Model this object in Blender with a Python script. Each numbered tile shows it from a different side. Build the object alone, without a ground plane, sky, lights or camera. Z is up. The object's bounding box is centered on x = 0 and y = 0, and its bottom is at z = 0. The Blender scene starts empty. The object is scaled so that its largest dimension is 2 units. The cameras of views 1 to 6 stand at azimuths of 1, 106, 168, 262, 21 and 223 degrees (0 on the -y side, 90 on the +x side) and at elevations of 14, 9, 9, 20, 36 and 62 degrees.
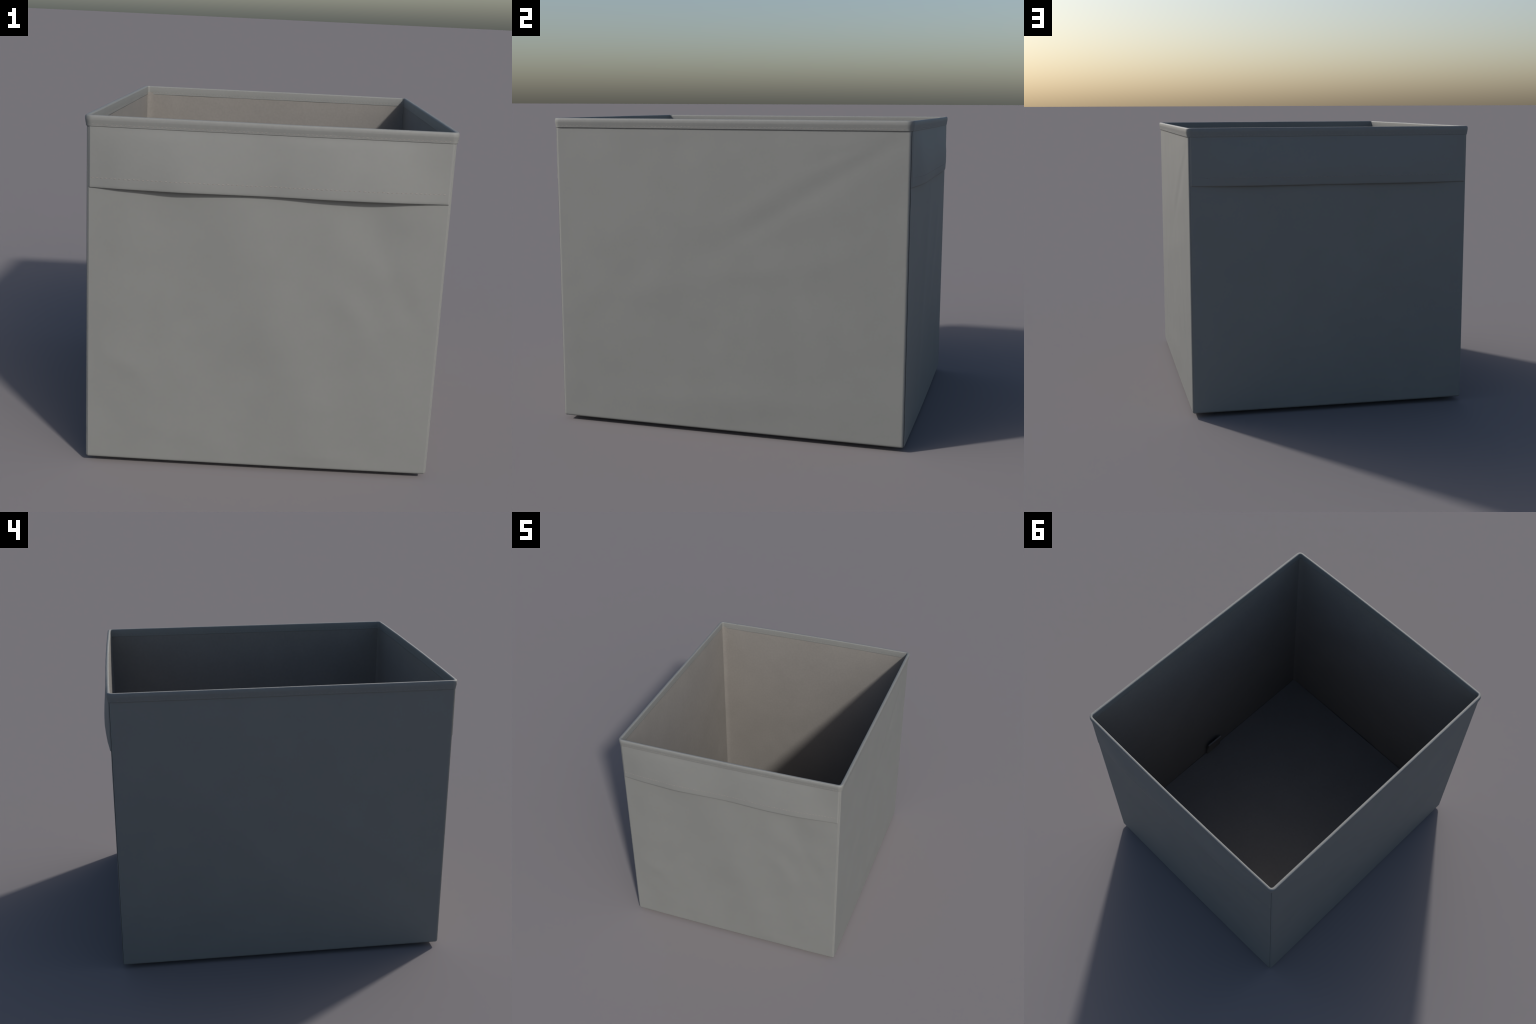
"""Fabric storage box: four sewn cloth panels over board, a folded rim binding,
a slack handle band across each end, a felt-like lining, a loose floor board
with a pull tab, and rows of stitching.  Metres, z up."""
import bpy, math, random
from mathutils import Vector, noise

random.seed(7)

# ------------------------------------------------------------------ sizes
HX, HY = 0.8305, 0.9605          # half width / half depth of the outer cloth
CORNER = 0.017                 # radius of the upright corners
BASE_Z = 0.0230                 # height of the bottom edge above the ground
BASE_ROUND = 0.012
RIM_LOW = 1.633
SEAM_IN = 0.0090                # seam of the end panels, measured in from the corner
LX, LY = 0.8195, 0.9530        # half width / half depth of the lining
FLOOR_Z = 0.052
BAND_LOW = 1.355
BAND_X = HX - SEAM_IN


# ------------------------------------------------------------------ helpers
def bow(axis, along, z):
    """The long spans belly out a little between the corners, more towards the top."""
    if axis == "y":
        return (0.0045 + 0.0045 * smooth(0.0, 1.4, z)) * (1 - min(1.0, abs(along / HX)) ** 2)
    return (0.0015 + 0.0012 * smooth(0.0, 0.7, z) - 0.0018 * smooth(1.1, 1.6, z)) * (1 - min(1.0, abs(along / HY)) ** 2)



def smooth(a, b, v):
    t = min(1.0, max(0.0, (v - a) / (b - a)))
    return t * t * (3 - 2 * t)


def spline(points, v):
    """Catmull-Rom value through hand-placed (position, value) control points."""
    n = len(points)
    if v <= points[0][0]:
        return points[0][1]
    if v >= points[-1][0]:
        return points[-1][1]
    i = max(k for k in range(n - 1) if points[k][0] <= v)
    x1, y1 = points[i]
    x2, y2 = points[i + 1]
    x0, y0 = points[i - 1] if i > 0 else (2 * x1 - x2, y1)
    x3, y3 = points[i + 2] if i + 2 < n else (2 * x2 - x1, y2)
    m1 = (y2 - y0) / (x2 - x0) * (x2 - x1)
    m2 = (y3 - y1) / (x3 - x1) * (x2 - x1)
    t = (v - x1) / (x2 - x1)
    return ((2 * t**3 - 3 * t**2 + 1) * y1 + (t**3 - 2 * t**2 + t) * m1
            + (-2 * t**3 + 3 * t**2) * y2 + (t**3 - t**2) * m2)


def steps(a, b, size, fine_ends=0.0, fine=0.0015):
    """Values from a to b; within fine_ends of either end the step is fine."""
    out, v = [a], a
    while v < b - 1e-9:
        d = min(v - a, b - v)
        s = fine if d < fine_ends else size
        if b - v > fine_ends and d >= fine_ends:
            s = min(s, b - fine_ends - v) if b - fine_ends - v > 1e-6 else fine
        v = min(b, v + s)
        out.append(v)
    if len(out) > 2 and out[-1] - out[-2] < 2e-4:
        out.pop(-2)
    return out


def make_object(name, verts, faces, material, parent, flat=False):
    mesh = bpy.data.meshes.new(name)
    mesh.from_pydata([tuple(v) for v in verts], [], faces)
    mesh.materials.append(material)
    mesh.polygons.foreach_set("use_smooth", [not flat] * len(mesh.polygons))
    mesh.update()
    obj = bpy.data.objects.new(name, mesh)
    bpy.context.scene.collection.objects.link(obj)
    obj.parent = parent
    return obj


def grid_faces(nu, nv, close_u=False, start=0, flip=False):
    faces = []
    for i in range(nu if close_u else nu - 1):
        j = (i + 1) % nu
        for k in range(nv - 1):
            f = (start + i * nv + k, start + j * nv + k, start + j * nv + k + 1, start + i * nv + k + 1)
            faces.append(f[::-1] if flip else f)
    return faces


def rounded_loop(hx, hy, r, arc=8, step=0.02):
    """Counter-clockwise rounded rectangle: list of (point, outward normal)."""
    loop = []
    for cx, cy, a0 in ((hx - r, hy - r, 0), (-hx + r, hy - r, 90), (-hx + r, -hy + r, 180), (hx - r, -hy + r, 270)):
        for i in range(arc + 1):
            a = math.radians(a0 + 90 * i / arc)
            n = Vector((math.cos(a), math.sin(a), 0))
            loop.append((Vector((cx, cy, 0)) + n * r, n))
        a = math.radians(a0 + 90)
        n = Vector((math.cos(a), math.sin(a), 0))
        t = Vector((-n.y, n.x, 0))
        length = 2 * ((hx - r) if abs(n.y) > 0.5 else (hy - r))
        p0 = loop[-1][0].copy()
        count = max(2, int(length / step))
        for i in range(1, count):
            loop.append((p0 + t * length * i / count, n))
    return loop


# ------------------------------------------------------------------ materials
def cloth(name, colour, patch, grain, rough, weave=900.0, bump=0.10, sheen=0.0, spec=0.75):
    """Woven or pressed fabric: slow patches, fine fibre grain, weave bump."""
    mat = bpy.data.materials.new(name)
    mat.use_nodes = True
    nt = mat.node_tree
    nd, ln = nt.nodes, nt.links
    bsdf = nd["Principled BSDF"]
    bsdf.inputs["Roughness"].default_value = rough
    bsdf.inputs["Specular IOR Level"].default_value = spec
    if sheen:
        bsdf.inputs["Sheen Weight"].default_value = sheen
        bsdf.inputs["Sheen Roughness"].default_value = 0.5
    coord = nd.new("ShaderNodeTexCoord")

    def noise_tex(scale, detail, roughness=0.55):
        t = nd.new("ShaderNodeTexNoise")
        t.inputs["Scale"].default_value = scale
        t.inputs["Detail"].default_value = detail
        t.inputs["Roughness"].default_value = roughness
        ln.new(coord.outputs["Object"], t.inputs["Vector"])
        return t

    slow, fine = noise_tex(4.5, 4), noise_tex(70, 3, 0.6)

    def spread(tex, amount):
        m = nd.new("ShaderNodeMapRange")
        m.inputs["From Min"].default_value = 0.3
        m.inputs["From Max"].default_value = 0.7
        m.inputs["To Min"].default_value = 1 - amount
        m.inputs["To Max"].default_value = 1 + amount
        ln.new(tex.outputs["Fac"], m.inputs["Value"])
        return m

    mul = nd.new("ShaderNodeMath")
    mul.operation = "MULTIPLY"
    ln.new(spread(slow, patch).outputs[0], mul.inputs[0])
    ln.new(spread(fine, grain).outputs[0], mul.inputs[1])
    tint = nd.new("ShaderNodeVectorMath")
    tint.operation = "SCALE"
    tint.inputs[0].default_value = colour
    ln.new(mul.outputs[0], tint.inputs["Scale"])
    ln.new(tint.outputs[0], bsdf.inputs["Base Color"])

    weave_tex = noise_tex(weave * 0.3, 2, 0.7)
    bn = nd.new("ShaderNodeBump")
    bn.inputs["Strength"].default_value = bump
    bn.inputs["Distance"].default_value = 0.001
    ln.new(weave_tex.outputs["Fac"], bn.inputs["Height"])
    ln.new(bn.outputs[0], bsdf.inputs["Normal"])
    return mat


CLOTH_COLOUR = (0.1635, 0.1695, 0.1655)
LINING_COLOUR = (0.177, 0.168, 0.157)
outer_cloth = cloth("grey_polyester_cloth", CLOTH_COLOUR, 0.025, 0.012, 0.66)
binding_cloth = cloth("rim_binding_cloth", tuple(c * 1.0 for c in CLOTH_COLOUR), 0.02, 0.03, 0.66)
lining_cloth = cloth("beige_felt_lining", LINING_COLOUR, 0.035, 0.05, 0.85, weave=500, bump=0.2, spec=0.5)
thread = cloth("pale_sewing_thread", (0.202, 0.187, 0.175), 0.02, 0.03, 0.7)

# ------------------------------------------------------------------ the thing
box = bpy.data.objects.new("storage_box", None)
bpy.context.scene.collection.objects.link(box)
box["label"] = "open grey fabric storage box with sewn handle band"
box["category"] = "storage box"

# Soft folds pressed into the cloth, per face:
# start (along, z), end (along, z), half width, height (+ stands out)
FOLDS = {
    "-y": [((-0.18, 1.34), (0.28, 0.12), 0.15, 0.0055), ((0.36, 0.92), (0.50, 0.62), 0.07, 0.0030),
           ((0.42, 1.42), (0.54, 1.10), 0.13, -0.0060), ((-0.42, 1.42), (-0.52, 1.15), 0.11, -0.0030),
           ((0.52, 1.15), (0.72, 0.76), 0.055, -0.0018), ((0.38, 0.80), (0.58, 0.48), 0.055, -0.0018),
           ((-0.78, 0.58), (-0.58, 0.48), 0.055, 0.0018), ((-0.45, 1.10), (-0.30, 0.65), 0.08, -0.0012),
           ((-0.60, 0.22), (-0.20, 0.14), 0.06, 0.0010)],
    "+x": [((0.10, 1.09), (0.92, 1.60), 0.05, -0.0016), ((0.02, 1.17), (0.82, 1.63), 0.05, 0.0008),
           ((0.48, 1.47), (0.75, 1.575), 0.03, -0.0008),
           ((-0.65, 0.74), (0.70, 1.00), 0.09, 0.0018), ((-0.45, 0.70), (0.05, 0.48), 0.07, -0.0012),
           ((-0.60, 0.16), (0.60, 0.22), 0.08, 0.0018), ((0.50, 0.85), (0.72, 0.35), 0.07, -0.0010),
           ((-0.70, 1.45), (-0.25, 1.15), 0.08, 0.0010)],
    "+y": [((0.05, 1.32), (0.42, 0.12), 0.10, 0.0055), ((-0.44, 1.12), (-0.06, 0.62), 0.08, 0.0042),
           ((-0.62, 0.60), (-0.35, 0.20), 0.07, -0.0014)],
    "-x": [((0.85, 1.50), (0.0, 0.55), 0.09, 0.0042), ((-0.20, 0.90), (-0.80, 0.50), 0.07, 0.0028),
           ((-0.70, 1.45), (-0.20, 1.10), 0.08, 0.0018), ((0.35, 0.40), (0.70, 0.20), 0.08, 0.0018)],
}


def fold_height(face, along, z):
    total = 0.0
    for (a0, z0), (a1, z1), width, height in FOLDS[face]:
        dx, dz = a1 - a0, z1 - z0
        length = math.hypot(dx, dz)
        t = ((along - a0) * dx + (z - z0) * dz) / length**2
        d = ((along - a0) * dz - (z - z0) * dx) / length
        if -0.4 < t < 1.4 and abs(d) < 3 * width:
            total += height * math.exp(-(d / width) ** 2) * smooth(-0.35, 0.3, t) * (1 - smooth(0.7, 1.35, t))
    return total


def cloth_relief(face, along, half, z, seed):
    """Outward shift of the cloth: folds and gentle slack, held flat at the edges."""
    hold = smooth(0.0, 0.10, half - abs(along)) * smooth(BASE_Z, BASE_Z + 0.10, z) * (1 - smooth(1.54, 1.64, z))
    slack = 0.0022 * noise.noise(Vector((along * 2.3, z * 2.3, seed))) + 0.0007 * noise.noise(Vector((along * 7, z * 7, seed + 9)))
    return hold * slack + min(1.0, hold * 1.6) * fold_height(face, along, z) + bow(face[1], along, z)


# Upright profile of a panel: (inset from the face, z), from under the rim to under the base
def panel_profile():
    prof = [(0.0, z) for z in steps(BASE_Z + BASE_ROUND, 1.656, 0.0115)][::-1]
    for i in range(1, 7):
        a = math.radians(90 * i / 6)
        prof.append((BASE_ROUND * (1 - math.cos(a)), BASE_Z + BASE_ROUND * (1 - math.sin(a))))
    prof.append((BASE_ROUND + 0.010, BASE_Z + 0.0005))
    return prof


PROFILE = panel_profile()


def seam_dip(distance):
    return -0.0022 * math.exp(-(distance / 0.0022) ** 2)


def end_panel(sign, seed):
    face = "+y" if sign > 0 else "-y"
    half = HX - SEAM_IN
    verts = []
    xs = steps(-half, half, 0.012, 0.008, 0.001)
    for x in xs:
        for inset, z in PROFILE:
            out = cloth_relief(face, x, half, z, seed) + seam_dip(half - abs(x))
            verts.append((x, sign * (HY - inset + out), z))
    return make_object("end_panel", verts, grid_faces(len(xs), len(PROFILE), flip=sign < 0), outer_cloth, box)


def side_panel(sign, seed):
    """Long wall; its cloth turns both upright corners and ends at the end seams."""
    face = "+x" if sign > 0 else "-x"
    path = []                                        # (x, y, nx, ny, along, seam distance)
    r = CORNER
    run = SEAM_IN - r if SEAM_IN > r else 0.0
    arc = 12
    # arc limited so that the path stops on the seam
    stop = math.degrees(math.acos(max(-1, (r - SEAM_IN) / r))) if SEAM_IN < r else 90
    for i in range(arc + 1):
        a = math.radians(-stop + stop * i / arc)
        path.append((HX - r + r * math.cos(a), -HY + r + r * math.sin(a), math.cos(a), math.sin(a), -HY, r * (a + math.radians(stop))))
    for y in steps(-HY + r, HY - r, 0.012, 0.004, 0.002)[1:-1]:
        path.append((HX, y, 1, 0, y, 1))
    for i in range(arc + 1):
        a = math.radians(stop * i / arc)
        path.append((HX - r + r * math.cos(a), HY - r + r * math.sin(a), math.cos(a), math.sin(a), HY, r * (math.radians(stop) - a)))
    verts = []
    for x, y, nx, ny, along, seam in path:
        for inset, z in PROFILE:
            out = cloth_relief(face, along, HY, z, seed) + seam_dip(seam) - inset
            verts.append((sign * (x + nx * out), y + ny * out, z))
    return make_object("side_panel", verts, grid_faces(len(path), len(PROFILE), flip=sign > 0), outer_cloth, box)


for s, seed in ((-1, 3.1), (1, 17.7)):
    end_panel(s, seed)
for s, seed in ((1, 31.3), (-1, 53.9)):
    side_panel(s, seed)

# ------------------------------------------------------------------ underside: board sagging to the ground
def base_panel():
    hx, hy = HX - BASE_ROUND - 0.004, HY - BASE_ROUND - 0.004
    nx, ny = 60, 70
    verts = []
    for i in range(nx + 1):
        for j in range(ny + 1):
            x, y = hx * (2 * i / nx - 1), hy * (2 * j / ny - 1)
            edge = min(hx - abs(x), hy - abs(y))
            verts.append((x, y, BASE_Z + 0.001 - (BASE_Z + 0.001) * smooth(0.05, 0.35, edge)))
    return make_object("base_panel", verts, grid_faces(nx + 1, ny + 1, flip=True), outer_cloth, box)


base_panel()

# ------------------------------------------------------------------ lining
def lining_panel(axis, sign, seed):
    """Inner wall. The end walls round forward where they meet the long walls."""
    verts = []
    half = LX if axis == "y" else LY
    al = steps(-half, half, 0.014, 0.06, 0.004)
    zs = steps(FLOOR_Z - 0.012, 1.645, 0.014)
    for a in al:
        edge = half - abs(a)
        for z in zs:
            p = Vector((a * 3.1, z * 3.1, seed))
            d = 0.0016 * noise.noise(p) + 0.0006 * noise.noise(p * 4)
            d *= smooth(0, 0.05, edge)
            d -= bow(axis, a, z)
            if axis == "y":
                d += 0.009 * math.exp(-(edge / 0.020) ** 1.5)
                verts.append((a, sign * (LY - d), z))
            else:
                verts.append((sign * (LX - d), a, z))
    flip = (sign > 0) if axis == "y" else (sign < 0)
    return make_object("lining_panel", verts, grid_faces(len(al), len(zs), flip=flip), lining_cloth, box)


for axis, s, seed in (("y", 1, 2.2), ("y", -1, 5.5), ("x", 1, 8.8), ("x", -1, 11.1)):
    lining_panel(axis, s, seed)


def floor_board():
    hx, hy, r = LX + 0.0010, LY + 0.0020, 0.006
    verts, faces, rings = [], [], []
    for inset, z in ((0, FLOOR_Z - 0.010), (0, FLOOR_Z - 0.004), (0.0012, FLOOR_Z - 0.0012), (0.004, FLOOR_Z)):
        loop = rounded_loop(hx - inset, hy - inset, r, 4, 0.05)
        rings.append((len(verts), len(loop)))
        verts += [(p.x, p.y, z) for p, n in loop]
    n = rings[0][1]
    for (a, _), (b, _) in zip(rings, rings[1:]):
        faces += [(a + i, a + (i + 1) % n, b + (i + 1) % n, b + i) for i in range(n)]
    start = len(verts)
    nx, ny = 50, 58
    for i in range(nx + 1):
        for j in range(ny + 1):
            x, y = (hx - 0.0045) * (2 * i / nx - 1), (hy - 0.0045) * (2 * j / ny - 1)
            edge = min(hx - abs(x), hy - abs(y))
            verts.append((x, y, FLOOR_Z + 0.0004 + 0.0015 * noise.noise(Vector((x * 2, y * 2, 4.4))) * smooth(0, 0.1, edge)))
    faces += grid_faces(nx + 1, ny + 1, start=start)
    return make_object("floor_board", verts, faces, lining_cloth, box)


floor = floor_board()


def pull_tab():
    """Folded cloth loop standing at the floor's edge, leaning in from the wall."""
    width, height, thick, lean = 0.138, 0.166, 0.014, 0.030
    ys = steps(-width / 2, width / 2, 0.006)
    outline = []
    n = 14
    for i in range(n + 1):                               # front face, bottom to top
        outline.append((i / n, -1.0))
    for i in range(1, 6):                                # rounded fold over the top
        a = math.pi * i / 6
        outline.append((1 + math.sin(a) * thick * 0.5 / height, -math.cos(a)))
    for i in range(n + 1):                               # back face, top to bottom
        outline.append((1 - i / n, 1.0))
    verts = []
    for y in ys:
        for t, side in outline:
            x = 0.810 - lean * t ** 1.3 + side * thick * 0.5
            verts.append((x, 0.002 + y * (1 - 0.05 * t), FLOOR_Z - 0.004 + height * t))
    m = len(outline)
    verts += verts[:m] + verts[(len(ys) - 1) * m:len(ys) * m]     # caps with their own vertices
    faces = grid_faces(len(ys), m, flip=True)
    faces += [tuple(range(len(ys) * m, (len(ys) + 1) * m)), tuple(range((len(ys) + 1) * m, (len(ys) + 2) * m))[::-1]]
    tab = make_object("pull_tab", verts, faces, lining_cloth, floor)
    for p in tab.data.polygons:
        p.use_smooth = len(p.vertices) == 4
    return tab


pull_tab()

# ------------------------------------------------------------------ rim binding folded over the wall's edge
# (offset outward from the outer cloth, z)
RIM_PROFILE = [(-0.004, RIM_LOW - 0.0005), (0.0030, RIM_LOW), (0.0052, RIM_LOW + 0.0012), (0.0060, RIM_LOW + 0.008), (0.0070, RIM_LOW + 0.0145),
               (0.0084, RIM_LOW + 0.022), (0.0098, RIM_LOW + 0.031), (0.0097, RIM_LOW + 0.039), (0.0085, RIM_LOW + 0.0460), (0.0050, RIM_LOW + 0.0504),
               (-0.0020, RIM_LOW + 0.0516), (-0.0088, RIM_LOW + 0.0504), (-0.0120, RIM_LOW + 0.0460), (-0.0126, RIM_LOW + 0.038), (-0.0130, RIM_LOW + 0.028),
               (-0.0130, RIM_LOW + 0.018), (-0.0126, RIM_LOW + 0.010), (-0.0126, RIM_LOW + 0.003), (-0.0120, RIM_LOW - 0.001), (-0.0085, RIM_LOW - 0.0015)]


def rim_binding():
    loop = rounded_loop(HX, HY, 0.025, 14, 0.012)
    verts = []
    m = 3                                                # extra rings between profile points
    prof = []
    for (o0, z0), (o1, z1) in zip(RIM_PROFILE, RIM_PROFILE[1:]):
        prof += [(o0 + (o1 - o0) * k / m, z0 + (z1 - z0) * k / m) for k in range(m)]
    prof.append(RIM_PROFILE[-1])
    for p, n in loop:
        along = p.x + p.y
        for o, z in prof:
            w = smooth(RIM_LOW, RIM_LOW + 0.02, z)
            wob = 0.0006 * noise.noise(Vector((p.x * 9, p.y * 9, 1 if o > -0.004 else 5)))
            pull = 0.0003 * noise.noise(Vector((p.x * 40, p.y * 40, 3))) * (1 - w)
            span = bow("y", p.x, z) * n.y ** 2 + bow("x", p.y, z) * n.x ** 2
            thin = 1 - 0.28 * n.y ** 2 if o < 0 else 1.0     # the end walls are the thinner ones
            q = p + n * (o * thin + wob * w + pull + span)
            verts.append((q.x, q.y, z + 0.0006 * noise.noise(Vector((p.x * 4, p.y * 4, 8)))))
    return make_object("rim_binding", verts, grid_faces(len(loop), len(prof), close_u=True), binding_cloth, box)


rim = rim_binding()

# ------------------------------------------------------------------ slack handle bands on both ends
# distance of the lower edge from the box's middle plane, along x
EDGE = {
    -1: [(-0.819, 0.9655), (-0.67, 0.9805), (-0.53, 0.9905), (-0.40, 0.9980), (-0.27, 0.9945), (-0.13, 0.9895), (0.0, 0.9865),
         (0.13, 0.9910), (0.27, 0.9970), (0.40, 0.9970), (0.53, 0.9925), (0.67, 0.9795), (0.819, 0.9655)],
    1: [(-0.819, 0.9665), (-0.65, 0.9810), (-0.45, 0.9915), (-0.2, 0.9910), (0.0, 0.9890), (0.25, 0.9905), (0.5, 0.9905), (0.68, 0.9785), (0.819, 0.9655)],
}
RISE = [(0.0, 0.0), (0.15, 0.20), (0.4, 0.48), (0.7, 0.80), (0.88, 0.96), (1.0, 1.0)]      # top to bottom
BELLY = {-1: 0.0020, 1: 0.0095}
BAND_THICK = 0.011


def band_offset(sign, x, z):
    """Outer surface of the band, measured out from the end panel's plane."""
    t = min(1.0, max(0.0, (RIM_LOW - z) / (RIM_LOW - BAND_LOW)))
    top = 0.0034 + bow("y", x, RIM_LOW)
    edge = spline(EDGE[sign], x) - HY
    free = smooth(0, 0.25, BAND_X - abs(x))
    belly = BELLY[sign] * free * math.sin(math.pi * t ** (1.25 if sign > 0 else 0.9))
    ripple = 0.0010 * noise.noise(Vector((x * 5, z * 6, 20 + sign))) * smooth(0, 0.2, t) * smooth(0, 0.1, BAND_X - abs(x))
    return top + (edge - top) * spline(RISE, t) + belly + ripple


def handle_band(sign):
    xs = steps(-BAND_X, BAND_X, 0.011, 0.012, 0.0015)
    outer = steps(BAND_LOW + BAND_THICK * 0.5, RIM_LOW + 0.010, 0.009)[::-1]
    prof = [(0.0, z) for z in outer]
    for i in range(1, 6):
        a = math.pi * i / 6
        prof.append((BAND_THICK * 0.5 * (1 - math.cos(a)), BAND_LOW + BAND_THICK * 0.5 * (1 - math.sin(a))))
    prof += [(BAND_THICK, z) for z in outer[::-1] if z < RIM_LOW - 0.03]
    verts = []
    for x in xs:
        tuck = 1 - smooth(-0.002, 0.010, BAND_X - abs(x))    # the ends run down into the seam
        for depth, z in prof:
            o = max(band_offset(sign, x, max(z, BAND_LOW)) - depth, bow("y", x, z) - 0.001)
            o = o * (1 - tuck) - 0.0025 * tuck
            verts.append((x, sign * (HY + o), z))
    return make_object("handle_band", verts, grid_faces(len(xs), len(prof), flip=sign < 0), outer_cloth, box)


bands = {s: handle_band(s) for s in (-1, 1)}

# ------------------------------------------------------------------ stitching: rows of short thread bars
def stitch_row(name, places, parent, length, thick):
    """places: list of (centre, tangent, outward normal)."""
    verts, faces = [], []
    for c, t, n in places:
        t, n = t.normalized(), n.normalized()
        b = n.cross(t)
        base = len(verts)
        sections = ((-0.5, 0.35), (-0.36, 0.85), (0.0, 1.0), (0.36, 0.85), (0.5, 0.35))
        for u, w in sections:
            for k in range(6):
                a = math.tau * k / 6
                verts.append(c + t * (u * length) + b * (math.cos(a) * thick * w) + n * (math.sin(a) * thick * 0.6 * w - thick * 0.1))
        faces += [(base + i * 6 + k, base + i * 6 + (k + 1) % 6, base + (i + 1) * 6 + (k + 1) % 6, base + (i + 1) * 6 + k)
                  for i in range(len(sections) - 1) for k in range(6)]
        faces += [tuple(base + k for k in range(6))[::-1], tuple(base + (len(sections) - 1) * 6 + k for k in range(6))]
    obj = make_object(name, verts, faces, thread, parent)
    obj["kind"] = "stuff"
    return obj


for s in (-1, 1):
    row, x = [], -BAND_X + 0.02
    while x < BAND_X - 0.018:
        z = 1.403 + random.uniform(-0.0012, 0.0012)
        o = band_offset(s, x, z)
        slope = (band_offset(s, x + 0.004, z) - band_offset(s, x - 0.004, z)) / 0.008
        row.append((Vector((x, s * (HY + o), z)), Vector((1, s * slope, random.uniform(-0.10, 0.10))), Vector((0, s, 0))))
        x += 0.0213 + random.uniform(-0.001, 0.001)
    stitch_row("stitching", row, bands[s], 0.0130, 0.0019)

for offset, z0 in ((0.0063, RIM_LOW + 0.0105), (-0.0127, RIM_LOW + 0.0110)):
    row = []
    for ax, half in (("x", HY), ("y", HX)):
        for s in (-1, 1):
            v = -half + 0.03
            while v < half - 0.03:
                z = z0 + random.uniform(-0.0008, 0.0008)
                n = Vector((s, 0, 0)) if ax == "x" else Vector((0, s, 0))
                t = Vector((0, 1, 0)) if ax == "x" else Vector((1, 0, 0))
                wall = HX if ax == "x" else HY
                side = 1 if offset > 0 else -1
                span = bow("x" if ax == "x" else "y", v, z)
                depth = offset * (0.72 if ax == "y" and offset < 0 else 1.0)
                row.append((t * v + n * (wall + depth + span) + Vector((0, 0, z)), t + Vector((0, 0, random.uniform(-0.1, 0.1))), n * side))
                v += 0.0205 + random.uniform(-0.001, 0.001)
    stitch_row("stitching", row, rim, 0.011, 0.0013)
